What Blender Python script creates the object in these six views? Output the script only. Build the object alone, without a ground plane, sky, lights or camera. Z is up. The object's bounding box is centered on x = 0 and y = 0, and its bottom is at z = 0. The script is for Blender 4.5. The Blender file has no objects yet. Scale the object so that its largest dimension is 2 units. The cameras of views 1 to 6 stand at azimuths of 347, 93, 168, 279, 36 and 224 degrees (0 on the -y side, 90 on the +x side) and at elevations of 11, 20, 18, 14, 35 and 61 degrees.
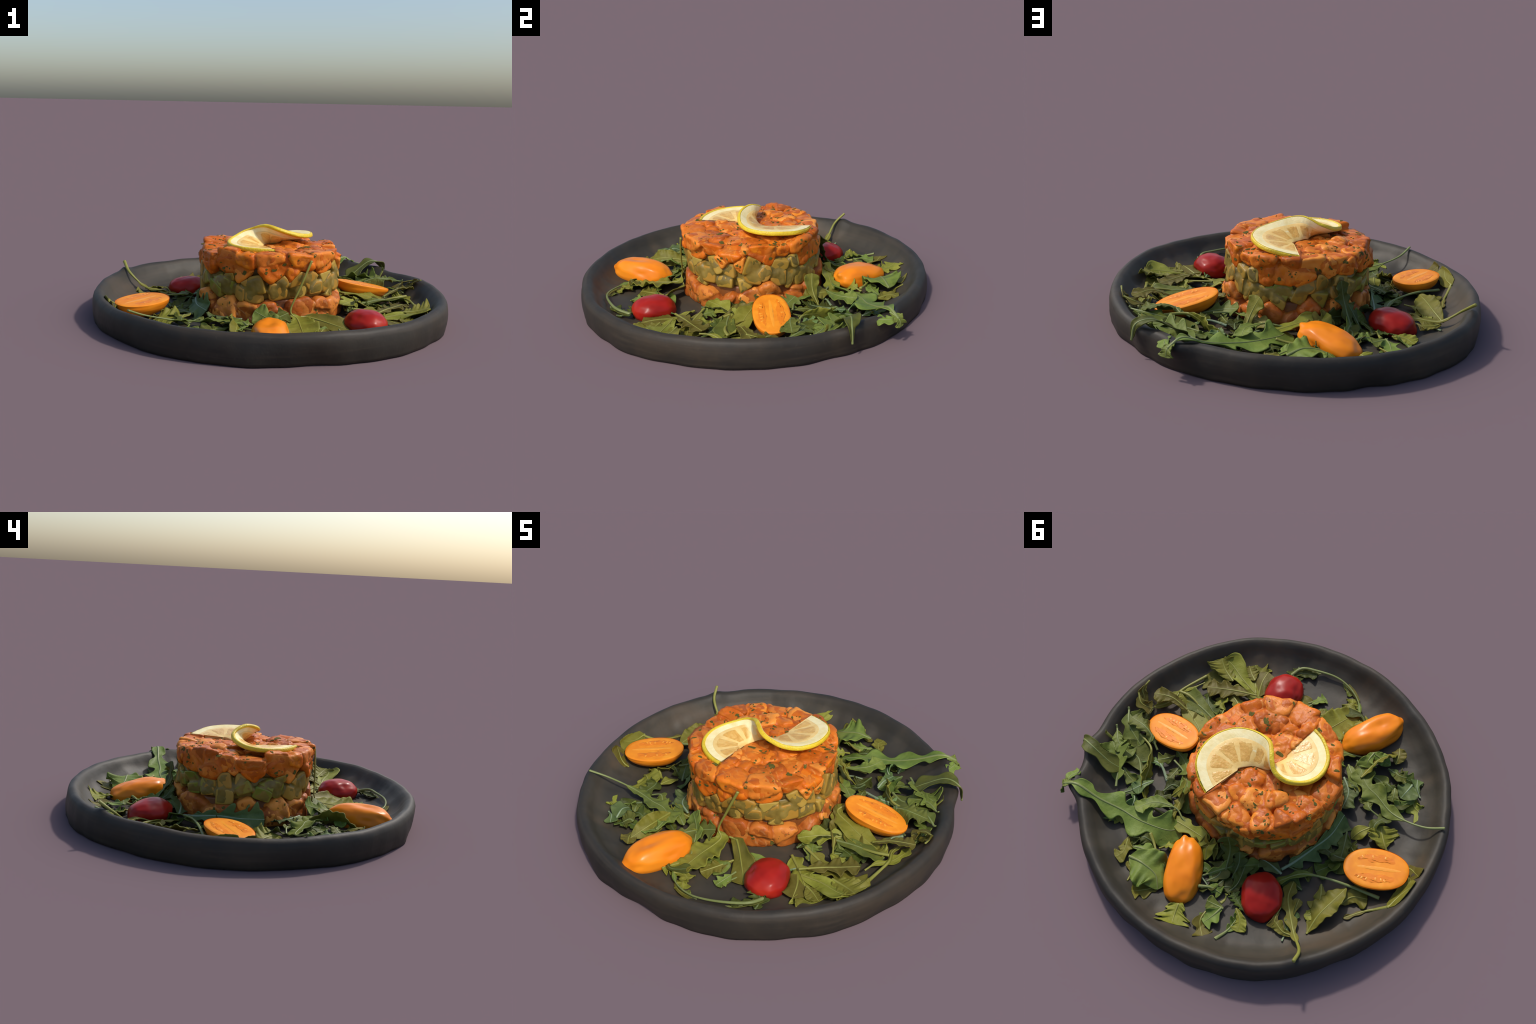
import bpy, bmesh, math, random
import numpy as np
from mathutils import Vector, Matrix, noise
from mathutils.bvhtree import BVHTree

rng = np.random.default_rng(7)
random.seed(7)
COL = bpy.context.scene.collection

# ---------------------------------------------------------------- helpers
def empty(name, loc=(0, 0, 0)):
    o = bpy.data.objects.new(name, None)
    o.empty_display_size = .05
    o.location = loc
    COL.objects.link(o)
    return o

def add(name, verts, faces, mat, parent=None, smooth=True, loc=None):
    """New mesh object; verts are in world space, the origin goes to loc (or the parent's place)."""
    me = bpy.data.meshes.new(name)
    v = np.asarray(verts, float)
    ploc = np.array(parent.location) if parent else np.zeros(3)
    org = np.array(loc) if loc is not None else ploc
    me.from_pydata((v - org).tolist(), [], faces)
    me.update()
    if smooth:
        me.shade_smooth()
    if mat:
        me.materials.append(mat)
    o = bpy.data.objects.new(name, me)
    COL.objects.link(o)
    if parent:
        o.parent = parent
        o.location = (org - world_loc(parent)).tolist()
    else:
        o.location = org.tolist()
    return o

def world_loc(o):
    p = np.zeros(3)
    while o:
        p = p + np.array(o.location)
        o = o.parent
    return p

def label(o, text, cat):
    o["label"] = text
    o["category"] = cat

def grid_faces(nu, nv, close_u=False, close_v=False, off=0):
    f = []
    for i in range(nu if close_u else nu - 1):
        for j in range(nv if close_v else nv - 1):
            a, b = i, (i + 1) % nu
            c, d = j, (j + 1) % nv
            f.append((off + a * nv + c, off + b * nv + c, off + b * nv + d, off + a * nv + d))
    return f

def spline(pts, n):
    """Catmull-Rom through pts, resampled to n points of even arc length."""
    P = np.asarray(pts, float)
    P = np.vstack([2 * P[0] - P[1], P, 2 * P[-1] - P[-2]])
    out = []
    for i in range(1, len(P) - 2):
        t = np.linspace(0, 1, 24, endpoint=False)[:, None]
        a, b, c, d = P[i - 1], P[i], P[i + 1], P[i + 2]
        out.append(.5 * (2 * b + (c - a) * t + (2 * a - 5 * b + 4 * c - d) * t ** 2 + (3 * b - a - 3 * c + d) * t ** 3))
    out = np.vstack(out + [P[-2:-1]])
    L = np.r_[0, np.cumsum(np.linalg.norm(np.diff(out, axis=0), axis=1))]
    s = np.linspace(0, L[-1], n)
    return np.stack([np.interp(s, L, out[:, k]) for k in range(3)], 1), L[-1]

def unit(a):
    return a / np.maximum(np.linalg.norm(a, axis=-1, keepdims=True), 1e-9)

def n3(p, s, seed=0.):
    return noise.noise(Vector((p[0] * s + seed, p[1] * s - seed * .7, p[2] * s + seed * 1.3)))

def icosphere(level):
    bm = bmesh.new()
    bmesh.ops.create_icosphere(bm, subdivisions=level, radius=1)
    v = np.array([x.co[:] for x in bm.verts])
    f = [[x.index for x in q.verts] for q in bm.faces]
    bm.free()
    return v, f

ICO = {k: icosphere(k) for k in (3, 4, 5, 6)}

# ---------------------------------------------------------------- materials
class M:
    def __init__(self, name, rough=.5, spec=.5):
        self.m = bpy.data.materials.new(name)
        self.m.use_nodes = True
        self.t = self.m.node_tree
        self.b = self.t.nodes["Principled BSDF"]
        self.b.inputs["Roughness"].default_value = rough
        self.b.inputs["Specular IOR Level"].default_value = spec
        self.co = self.t.nodes.new("ShaderNodeTexCoord").outputs["Object"]
        self.info = None

    def link(self, a, b):
        self.t.links.new(a, b)

    def noise(self, scale, detail=4, rough=.55, dist=0., vec=None, w=None):
        n = self.t.nodes.new("ShaderNodeTexNoise")
        n.inputs["Scale"].default_value = scale
        n.inputs["Detail"].default_value = detail
        n.inputs["Roughness"].default_value = rough
        n.inputs["Distortion"].default_value = dist
        self.link(vec or self.co, n.inputs["Vector"])
        if w is not None:
            n.noise_dimensions = "4D"
            self.link(w, n.inputs["W"])
        return n.outputs["Fac"]

    def rand(self, k=1.):
        if self.info is None:
            self.info = self.t.nodes.new("ShaderNodeObjectInfo").outputs["Random"]
        return self.math("MULTIPLY", self.info, k)

    def math(self, op, a, b=None):
        n = self.t.nodes.new("ShaderNodeMath")
        n.operation = op
        for i, x in enumerate((a, b)):
            if x is None:
                continue
            if isinstance(x, (int, float)):
                n.inputs[i].default_value = x
            else:
                self.link(x, n.inputs[i])
        return n.outputs[0]

    def wave(self, scale, dist, detail=2, dscale=1., vec=None):
        n = self.t.nodes.new("ShaderNodeTexWave")
        n.inputs["Scale"].default_value = scale
        n.inputs["Distortion"].default_value = dist
        n.inputs["Detail"].default_value = detail
        n.inputs["Detail Scale"].default_value = dscale
        self.link(vec or self.co, n.inputs["Vector"])
        return n.outputs["Fac"]

    def ramp(self, fac, stops):
        n = self.t.nodes.new("ShaderNodeValToRGB")
        e = n.color_ramp.elements
        while len(e) < len(stops):
            e.new(.5)
        for x, (p, c) in zip(e, stops):
            x.position = p
            x.color = (*c, 1) if not isinstance(c, (int, float)) else (c, c, c, 1)
        self.link(fac, n.inputs["Fac"])
        return n.outputs["Color"]

    def mix(self, fac, a, b, mode="MIX"):
        n = self.t.nodes.new("ShaderNodeMix")
        n.data_type = "RGBA"
        n.blend_type = mode
        if isinstance(fac, (int, float)):
            n.inputs["Factor"].default_value = fac
        else:
            self.link(fac, n.inputs["Factor"])
        for k, x in ((6, a), (7, b)):
            if isinstance(x, tuple):
                n.inputs[k].default_value = (*x, 1)
            else:
                self.link(x, n.inputs[k])
        return n.outputs[2]

    def color(self, c):
        if isinstance(c, tuple):
            self.b.inputs["Base Color"].default_value = (*c, 1)
        else:
            self.link(c, self.b.inputs["Base Color"])
        return self

    def bump(self, h, strength=.3, dist=.01):
        n = self.t.nodes.new("ShaderNodeBump")
        n.inputs["Strength"].default_value = strength
        n.inputs["Distance"].default_value = dist
        self.link(h, n.inputs["Height"])
        self.link(n.outputs["Normal"], self.b.inputs["Normal"])
        return self

    def sss(self, w, r=(.03, .012, .006), scale=.6):
        self.b.inputs["Subsurface Weight"].default_value = w
        self.b.inputs["Subsurface Radius"].default_value = r
        self.b.inputs["Subsurface Scale"].default_value = scale
        return self

    def coat(self, w, r=.15):
        self.b.inputs["Coat Weight"].default_value = w
        self.b.inputs["Coat Roughness"].default_value = r
        return self

def mat_plate():
    m = M("matt_stoneware", .55, .28)
    big = m.noise(2.4, 6, .62, .5)
    sep = m.t.nodes.new("ShaderNodeSeparateXYZ"); m.link(m.co, sep.inputs[0])
    r = m.math("SQRT", m.math("ADD", m.math("POWER", sep.outputs[0], 2.), m.math("POWER", sep.outputs[1], 2.)))
    # thin pale streaks that run round the plate
    cyl = m.t.nodes.new("ShaderNodeCombineXYZ")
    m.link(m.math("MULTIPLY", r, 26.), cyl.inputs[0])
    m.link(m.math("MULTIPLY", m.math("ARCTAN2", sep.outputs[1], sep.outputs[0]), 1.1), cyl.inputs[1])
    m.link(m.math("MULTIPLY", sep.outputs[2], 26.), cyl.inputs[2])
    streak = m.noise(1., 4, .6, .2, vec=cyl.outputs[0])
    # lighter brown tone on the inside and along the rim
    inside = m.ramp(r, [(.90, 1), (.985, 0)])
    base = m.ramp(big, [(.30, (.0175, .0160, .0135)), (.50, (.026, .022, .0165)), (.70, (.042, .031, .020))])  # outer wall colour darkened to carry the shadow on the plate's side
    brown = m.ramp(big, [(.32, (.037, .033, .025)), (.52, (.053, .045, .031)), (.68, (.085, .060, .036))])
    c = m.mix(inside, base, brown)
    c = m.mix(m.math("MULTIPLY", m.ramp(streak, [(.50, 0), (.72, 1)]), .40), c, (.072, .053, .036))
    fine = m.noise(38, 4, .6)
    c = m.mix(m.math("MULTIPLY", m.ramp(fine, [(.60, 0), (.78, 1)]), .2), c, (.085, .070, .055))
    m.color(c)
    m.bump(m.noise(12, 4, .5), .16, .02)
    return m.m

def mat_salmon(name, lo, mid, hi, fat, glaze=False):
    m = M(name, .38, .16)
    r = m.rand(40.)
    body = m.noise(9, 4, .55, .6, w=r)
    c = m.ramp(body, [(.30, lo), (.5, mid), (.70, hi)])
    vm = m.t.nodes.new("ShaderNodeMapping")
    m.link(m.co, vm.inputs["Vector"])
    comb = m.t.nodes.new("ShaderNodeCombineXYZ")
    m.link(m.rand(6.), comb.inputs[0]); m.link(m.rand(9.), comb.inputs[1]); m.link(m.rand(4.), comb.inputs[2])
    m.link(comb.outputs[0], vm.inputs["Rotation"])
    w = m.wave(10, 5., 3, 1.6, vec=vm.outputs[0])
    band = m.ramp(w, [(.80, 0), (.97, 1)])
    patch = m.ramp(m.noise(11, 3, .5, .3, w=m.rand(17.)), [(.50, 0), (.66, 1)])
    c = m.mix(m.math("MULTIPLY", m.math("MULTIPLY", band, patch), .55), c, fat)
    milky = m.ramp(m.noise(16, 5, .65, .8, w=m.rand(23.)), [(.56, 0), (.80, 1)])
    c = m.mix(m.math("MULTIPLY", milky, .42), c, fat)
    spice = m.ramp(m.noise(70, 2, .5), [(.70, 0), (.76, 1)])
    c = m.mix(m.math("MULTIPLY", spice, .35), c, (.22, .055, .02))
    tone = m.noise(5.5, 3, .5, .6) if glaze else m.rand(1.)
    c = m.mix(m.ramp(tone, [(.50, .0), (.85, .60)]), c, (.80, .32, .055))
    c = m.mix(m.ramp(tone, [(.05, .75), (.42, 0)]), c, (.28, .062, .010))
    m.color(c)
    m.bump(m.noise(45, 4, .55), .22, .01)
    m.sss(.12)
    return m.m

def mat_avocado(green=0., name="avocado_flesh", sun_tint=False):
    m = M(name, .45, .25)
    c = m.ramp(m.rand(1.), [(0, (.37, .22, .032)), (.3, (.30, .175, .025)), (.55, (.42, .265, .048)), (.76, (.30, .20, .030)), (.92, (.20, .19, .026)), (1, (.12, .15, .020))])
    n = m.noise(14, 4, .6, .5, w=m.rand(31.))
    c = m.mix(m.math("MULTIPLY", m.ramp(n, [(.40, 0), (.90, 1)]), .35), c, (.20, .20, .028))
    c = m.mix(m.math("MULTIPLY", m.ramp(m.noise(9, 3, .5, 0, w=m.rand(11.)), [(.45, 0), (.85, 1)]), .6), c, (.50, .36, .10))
    if sun_tint:
        c = m.mix(.55, c, (.36, .165, .022))  # browner tint paints the warm sunlight onto dice of the lit side
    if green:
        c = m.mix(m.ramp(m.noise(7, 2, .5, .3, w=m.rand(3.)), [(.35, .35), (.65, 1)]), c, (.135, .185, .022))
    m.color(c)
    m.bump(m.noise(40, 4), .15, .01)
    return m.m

def mat_plain(name, stops, scale=12, rough=.45, spec=.4, bump=.15, fine=45, dist=.3):
    m = M(name, rough, spec)
    m.color(m.ramp(m.noise(scale, 4, .55, dist), stops))
    if bump:
        m.bump(m.noise(fine, 4), bump, .008)
    return m

def mat_leaf(name, a, b, c):
    m = M(name, .50, .20)
    n = m.noise(11, 5, .6, .4, w=m.rand(50.))
    col = m.ramp(n, [(.28, a), (.5, b), (.74, c)])
    hs = m.t.nodes.new("ShaderNodeHueSaturation")
    m.link(col, hs.inputs["Color"])
    m.link(m.math("ADD", m.rand(.05), .475), hs.inputs["Hue"])
    m.link(m.math("ADD", m.rand(.75), .62), hs.inputs["Value"])  # wide brightness spread bakes light and shadowed depth into the leaves
    spots = m.ramp(m.noise(60, 2, .5), [(.74, 0), (.78, 1)])
    m.color(m.mix(m.math("MULTIPLY", spots, .5), hs.outputs["Color"], (.035, .030, .012)))
    m.bump(m.noise(26, 5, .6, .6), .35, .012)
    tr = m.t.nodes.new("ShaderNodeBsdfTranslucent")
    m.link(hs.outputs["Color"], tr.inputs["Color"])
    mx = m.t.nodes.new("ShaderNodeMixShader")
    mx.inputs[0].default_value = .14
    m.link(m.b.outputs[0], mx.inputs[1]); m.link(tr.outputs[0], mx.inputs[2])
    m.link(mx.outputs[0], m.t.nodes["Material Output"].inputs["Surface"])
    return m.m

PLATE = mat_plate()
SALMON = mat_salmon("salmon_top", (.38, .066, .005), (.59, .128, .007), (.72, .220, .013), (.68, .31, .070))
SAUCE = mat_salmon("creamy_glaze", (.33, .062, .006), (.50, .108, .009), (.63, .175, .018), (.64, .29, .065), True)
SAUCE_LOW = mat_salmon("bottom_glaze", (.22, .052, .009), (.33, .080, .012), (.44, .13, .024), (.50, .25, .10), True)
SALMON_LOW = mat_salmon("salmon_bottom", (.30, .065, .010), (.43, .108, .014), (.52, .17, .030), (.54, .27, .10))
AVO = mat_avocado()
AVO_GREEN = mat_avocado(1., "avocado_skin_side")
AVO_SUN_TINTED = mat_avocado(0., "sun_tinted_avocado_flesh", True)
CORE = mat_plain("tartare_filling", [(.3, (.085, .050, .016)), (.7, (.17, .085, .022))]).m  # dark brown chosen so the gaps between dice look shadowed
CORE_LOW = mat_plain("bottom_filling", [(.3, (.12, .040, .010)), (.7, (.24, .075, .015))]).m
CORE_AVO = mat_plain("avocado_filling", [(.3, (.12, .085, .017)), (.7, (.25, .170, .032))]).m
HERB = mat_plain("chopped_dill", [(.3, (.060, .058, .012)), (.7, (.135, .115, .024))], 30, .8, .12).m
RIND = mat_plain("lemon_rind", [(.3, (.58, .38, .014)), (.55, (.72, .52, .024)), (.75, (.58, .48, .030))], 14, .4, .4, .5, 90).m
PITH = mat_plain("lemon_pith", [(.3, (.80, .64, .28)), (.6, (.88, .76, .42))], 22, .55, .3, .2, 60).sss(.1, (.03, .02, .01)).m
MEMBRANE = mat_plain("lemon_membrane", [(.3, (.78, .50, .15)), (.7, (.84, .60, .23))], 30, .4, .4, .2).m
PULP = mat_plain("lemon_pulp", [(.25, (.58, .29, .055)), (.5, (.70, .39, .09)), (.75, (.80, .52, .16))], 20, .28, .5, .35, 70, 1.5).sss(.15, (.04, .02, .01)).m
def tomato_mat(name, a, b, c, rough=.28):
    m = M(name, rough, .20)
    m.color(m.ramp(m.noise(5, 3, .5, .3), [(.3, a), (.5, b), (.72, c)]))
    m.bump(m.noise(18, 3), .06, .01)
    m.sss(.08, (.03, .008, .003))
    return m.m
TOM_RED = tomato_mat("red_tomato_skin", (.20, .008, .005), (.32, .013, .008), (.44, .030, .012), .32)
TOM_YEL = tomato_mat("orange_tomato_skin", (.66, .165, .009), (.80, .225, .011), (.84, .27, .016), .30)
FLESH = mat_plain("orange_tomato_flesh", [(.3, (.70, .20, .010)), (.55, (.80, .265, .013)), (.75, (.84, .33, .025))], 13, .50, .25, .05).m
GEL = mat_plain("orange_tomato_gel", [(.3, (.66, .175, .009)), (.7, (.76, .215, .011))], 22, .42, .25, .08).m
SEED = mat_plain("tomato_seed", [(.3, (.80, .285, .016)), (.7, (.84, .33, .030))], 30, .35).m
LEAF = {"g": mat_leaf("arugula_green", (.080, .108, .018), (.142, .172, .030), (.205, .228, .050)),
        "y": mat_leaf("arugula_yellow_green", (.135, .132, .014), (.200, .190, .026), (.260, .240, .048)),
        "b": mat_leaf("arugula_blue_green", (.065, .105, .030), (.112, .162, .048), (.175, .220, .080)),
        "d": mat_leaf("arugula_dark_green", (.040, .058, .010), (.072, .092, .015), (.115, .130, .024))}
RIB = {"g": mat_plain("rib_green", [(.3, (.14, .17, .045)), (.7, (.21, .24, .080))], 9).m,
       "y": mat_plain("rib_yellow_green", [(.3, (.19, .19, .028)), (.7, (.26, .25, .052))], 9).m,
       "b": mat_plain("rib_blue_green", [(.3, (.17, .23, .12)), (.7, (.25, .31, .18))], 9).m,
       "d": mat_plain("rib_dark_green", [(.3, (.07, .10, .03)), (.7, (.12, .15, .05))], 9).m}

# ---------------------------------------------------------------- plate
FLOOR = [(0, .026), (.45, .026), (.70, .0295), (.805, .038), (.864, .056), (.902, .087), (.923, .118), (.939, .139), (.952, .150), (.964, .1535), (.978, .149), (.990, .134), (.997, .105), (1.000, .070), (.996, .030), (.986, .006), (.962, .0), (.6, .0), (0, .0)]

def floor_z(r):
    f = FLOOR[:10]
    return np.interp(r, [a for a, _ in f], [b for _, b in f])

def build_plate():
    prof = spline([(a, 0, b) for a, b in FLOOR], 110)[0][:, [0, 2]]
    prof[0, 0] = prof[-1, 0] = 0
    prof[:, 1] = np.maximum(prof[:, 1], 0)
    nu = 320
    V = []
    for i in range(nu):
        th = 2 * math.pi * i / nu
        c, s = math.cos(th), math.sin(th)
        deg = math.degrees(th)
        def near(a, w):
            d = (deg - a + 180) % 360 - 180
            return math.exp(-(d / w) ** 2)
        wob = noise.noise(Vector((c * 2.2, s * 2.2, 1.7)))
        wob2 = noise.noise(Vector((c * 7, s * 7, 4.1)))
        rim_h = .006 * wob + .004 * wob2 + .012 * (near(-100, 30) + near(160, 25)) * .6 - .012 * near(20, 10) + .016 * near(144, 2.5)
        # the foot is uneven: tucked in below at some places, swelling at others
        foot = .010 * wob2 + .008 * noise.noise(Vector((c * 4, s * 4, 9.))) - .034 * near(-91, 7) - .018 * near(-150, 7) - .02 * near(98, 5) + .016 * near(125, 12)
        out = .007 * noise.noise(Vector((c * 4, s * 4, 6.6))) + .003 * noise.noise(Vector((c * 13, s * 13, 1.6))) + .008 * (near(132, 22) + near(45, 20) * .5) + .006 * (near(-132, 22) + near(-48, 22))
        n = len(prof)
        for k, (r, z) in enumerate(prof):
            rr, zz = r, z
            if r > .9:
                rr += out + (.055 * near(45.5, 3.6) + .030 * near(31, 4)) * min(1, max(0, (z - .02) / .11)) ** 1.5 * min(1, (r - .9) / .06)
            if k > n * .45 and r > .5:
                low = max(0, 1 - z / .11)
                rr += foot * low * min(1, (r - .5) / .4)
            zz += rim_h * max(0, z - .03) / .12
            if k < n * .45 and .80 < r < .95:
                q = math.sin((r - .80) / .15 * math.pi)
                zz += q * (.020 * noise.noise(Vector((c * 6, s * 6, 2.))) + .009 * noise.noise(Vector((c * 15, s * 15, 2.))))
            V.append((rr * c, rr * s, max(0, zz)))
    V = np.array(V)
    V[:, :2] = np.clip(V[:, :2], -1, 1)
    F = grid_faces(nu, len(prof), close_u=True)
    o = add("plate", V, F, PLATE)
    bm = bmesh.new(); bm.from_mesh(o.data)
    bmesh.ops.remove_doubles(bm, verts=bm.verts, dist=1e-5)
    bmesh.ops.recalc_face_normals(bm, faces=bm.faces)
    bm.to_mesh(o.data); bm.free()
    label(o, "round dark grey stoneware plate with raised handmade rim", "plate")
    return o

# ---------------------------------------------------------------- tartare
TC = np.array([-.008, -.004, 0.])
TR = .388

def blue_noise(n, sampler, fixed=None, k=14):
    """best-candidate sampling: n scattered seeds at fairly even distance"""
    pts = [] if fixed is None else list(fixed)
    start = len(pts)
    while len(pts) - start < n:
        c = np.array([sampler() for _ in range(k)])
        if not pts:
            pts.append(c[0]); continue
        d = np.linalg.norm(c[:, None] - np.array(pts)[None], axis=2).min(1)
        pts.append(c[d.argmax()])
    return np.array(pts[start:])

def top_height(x, y):
    a = math.degrees(math.atan2(y, x))
    r = math.hypot(x, y)
    def near(c, w):
        d = (a - c + 180) % 360 - 180
        return math.exp(-(d / w) ** 2) * min(1, r / .3)
    h = .417 - .008 * min(1, max(0, (r - .22) / .12)) + .024 * near(-105, 40) + .014 * near(128, 28) + .012 * near(155, 20) - .018 * near(48, 14) - .010 * near(-15, 22)
    h -= .010 * math.exp(-((x - .02) ** 2 + (y - .05) ** 2) / .012)
    h -= .055 * near(-163, 9) * (r > .2)
    return h

def interface(theta):
    """height of the salmon/avocado border round the wall"""
    return .287 + .014 * math.sin(2 * theta + .6) + .012 * math.sin(5 * theta)

def build_tartare():
    root = empty("salmon_tartare", tuple(TC))
    label(root, "ring moulded tartare of diced salmon and avocado layers", "food")
    def annulus(r0, r1, z0, z1):
        def f():
            r = math.sqrt(rng.uniform(r0 * r0, r1 * r1)); t = rng.uniform(0, 2 * math.pi)
            return np.array([r * math.cos(t), r * math.sin(t), rng.uniform(z0, z1)])
        return f
    def ring(n, r, z, jz, jr, jt, ph=0.):
        return np.array([[(r + rng.uniform(-jr, jr)) * math.cos(t), (r + rng.uniform(-jr, jr)) * math.sin(t), z + rng.uniform(-jz, jz)]
                         for t in (2 * math.pi * (i + ph + rng.uniform(-jt, jt)) / n for i in range(n))])
    bottom = np.vstack([ring(18, .335, .125, .028, .014, .42), ring(17, .335, .058, .020, .014, .42, .5)])
    avo = np.vstack([ring(26, .350, .256, .036, .010, .40), ring(24, .350, .208, .032, .010, .40, .5)])
    top_rim = np.vstack([ring(20, .335, .376, .024, .022, .42), ring(19, .34, .318, .032, .014, .42, .4)])
    top_in = blue_noise(32, annulus(0, .27, .34, .38), top_rim)
    seeds = np.vstack([bottom, avo, top_rim, top_in])
    kind = ["b"] * len(bottom) + ["a"] * len(avo) + ["t"] * (len(top_rim) + len(top_in))
    wts = np.array([rng.uniform(-.0028, .0028) if k != "a" else rng.uniform(-.0015, .0015) for k in kind])
    surf_v, surf_f = [], []
    fuse = {q: [[], [], 0] for q in "bat"}
    for i, c in enumerate(seeds):
        k = kind[i]
        N, D = [], []
        gap = {"b": -.004, "a": .0005, "t": -.005}[k]
        for j, q in enumerate(seeds):
            if i == j:
                continue
            d = q - c
            L = np.linalg.norm(d)
            if L > .34:
                continue
            N.append(d / L); D.append(min(.9 * L, max(.1 * L, (L * L + wts[i] - wts[j]) / (2 * L))) - gap)
        r = math.hypot(c[0], c[1])
        rad = np.array([c[0], c[1], 0]) / max(r, 1e-6)
        bulge = {"b": rng.uniform(.004, .028), "a": rng.uniform(-.007, .004), "t": rng.uniform(-.016, .012)}[k]
        if r > .2:
            tilt = rng.normal(0, .10 if k != "a" else .13, 3); 
            nn = unit(rad + tilt * np.array([.8, .8, 1.]))
            N.append(nn); D.append((TR + bulge - r) * float(nn @ rad))
            if r > .30:
                N.append(-rad); D.append(r - .22)
        else:
            N.append(rad * 1.0); D.append(.5)
        ztop = top_height(c[0], c[1]) + rng.uniform(-.024, .018)
        if k == "t":
            nn = unit(np.array([rng.normal(0, .13), rng.normal(0, .13), 1.]))
            N.append(nn); D.append((ztop - c[2]) * nn[2])
            nn = unit(np.array([rng.normal(0, .10), rng.normal(0, .10), 1.]))
            N.append(nn); D.append((top_height(c[0], c[1]) + rng.uniform(-.018, .020) - c[2]) * nn[2])
        N.append(np.array([0, 0, -1.])); D.append(c[2] - .022 if k == "b" else c[2] - .06)
        if k == "a":
            # knife-cut cubes: a turned box inside the cell
            q = Matrix.Rotation(math.atan2(rad[1], rad[0]) + rng.normal(0, .30), 3, "Z") @ Matrix.Rotation(rng.normal(0, .35), 3, "X") @ Matrix.Rotation(rng.normal(0, .22), 3, "Y")
            for ax in range(3):
                h = rng.uniform(.034, .060)
                v = np.array(q.col[ax][:])
                N += [v, -v]; D += [h if ax else .05] * 2
        N = np.array(N); D = np.maximum(np.array(D), .006)
        dirs, faces = ICO[4 if k != "a" else 5]
        p = {"b": 6.5, "a": 13., "t": 6.5}[k]
        # cubes of avocado are cut with a knife: add the planes of a turned box
        g = dirs @ N.T
        rr = (np.maximum(g, 0) / D).clip(0, None)
        rr = np.power(np.power(rr, p).sum(1), -1 / p)
        amp = {"b": .085, "a": .018, "t": .115}[k]
        V = []
        for dv, q in zip(dirs, rr):
            w = c + dv * q
            f = 1 + amp * 1.3 * n3(w, 17, i * .37) + amp * .8 * n3(w, 42, i * .21)
            V.append(c + dv * q * f)
        V = np.array(V) + TC
        if k == "t":
            # the dice carry the lemon: they are pressed flat where it lies
            for q, v in enumerate(V):
                if v[2] > .37:
                    h = LEMON_BVH.ray_cast(Vector((v[0], v[1], .30)), Vector((0, 0, 1)))
                    if h[0] is not None and v[2] > h[0].z - .002:
                        V[q, 2] = h[0].z - .002
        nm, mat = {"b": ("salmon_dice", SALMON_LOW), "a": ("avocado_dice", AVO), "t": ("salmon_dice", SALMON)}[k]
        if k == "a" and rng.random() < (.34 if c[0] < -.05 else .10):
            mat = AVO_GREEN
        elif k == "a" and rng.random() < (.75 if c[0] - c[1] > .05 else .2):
            mat = AVO_SUN_TINTED
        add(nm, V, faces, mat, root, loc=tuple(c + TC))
        fuse[k][1].extend([fuse[k][2] + x for x in f] for f in faces)
        fuse[k][0].append(V); fuse[k][2] += len(V)
        if k != "a":
            off = sum(len(x) for x in surf_v)
            surf_v.append(V); surf_f += [[off + x for x in f] for f in faces]
        elif rng.random() < .2:
            off = sum(len(x) for x in surf_v)
            surf_v.append(V); surf_f += [[off + x for x in f] for f in faces]
    # creamy mash that runs into the seams between the dice
    tex = bpy.data.textures.new("glaze_lumps", "CLOUDS"); tex.noise_scale = .045
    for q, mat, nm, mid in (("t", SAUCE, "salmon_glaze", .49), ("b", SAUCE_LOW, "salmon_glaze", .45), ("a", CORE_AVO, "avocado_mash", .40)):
        g = add(nm, np.vstack(fuse[q][0]), fuse[q][1], mat, root)
        for kind_, kw in (("REMESH", dict(mode="VOXEL", voxel_size=.0075, use_smooth_shade=True)), ("SMOOTH", dict(factor=.6, iterations=9)),
                          ("DISPLACE", dict(strength=.011, mid_level=mid, texture=tex)), ("SUBSURF", dict(levels=1, render_levels=1))):
            x = g.modifiers.new(kind_.lower(), kind_)
            for a, b in kw.items():
                setattr(x, a, b)
        dg = bpy.context.evaluated_depsgraph_get()
        me = bpy.data.meshes.new_from_object(g.evaluated_get(dg))
        g.modifiers.clear(); g.data = me; me.name = nm; me.shade_smooth()
        if q != "a":
            off = sum(len(x) for x in surf_v)
            mv = np.empty(len(me.vertices) * 3); me.vertices.foreach_get("co", mv)
            surf_v.append(mv.reshape(-1, 3) + TC); surf_f += [[off + x for x in f.vertices] for f in me.polygons]
    # filling behind the dice
    for z0, z1, mat in ((.028, .165, CORE_LOW), (.166, .290, CORE_AVO), (.291, .355, CORE)):
        prof = [(0, z0), (.33, z0), (.357, z0 + .012), (.362, (z0 + z1) / 2), (.357, z1 - .012), (.33, z1), (0, z1)]
        P = spline([(a, 0, b) for a, b in prof], 40)[0]
        nu = 120
        V = []
        for i in range(nu):
            t = 2 * math.pi * i / nu
            for r, _, z in P:
                r = max(r, 0)
                w = (r * math.cos(t), r * math.sin(t), z)
                q = 1 + .02 * n3(w, 16) + .012 * n3(w, 40)
                V.append((w[0] * q + TC[0], w[1] * q + TC[1], z))
        add("filling", V, grid_faces(nu, len(P), close_u=True), mat, root)
    # chopped herbs stuck to the surface
    bvh = BVHTree.FromPolygons([tuple(v) for v in np.vstack(surf_v)], surf_f)
    hv, hf = [], []
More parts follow.
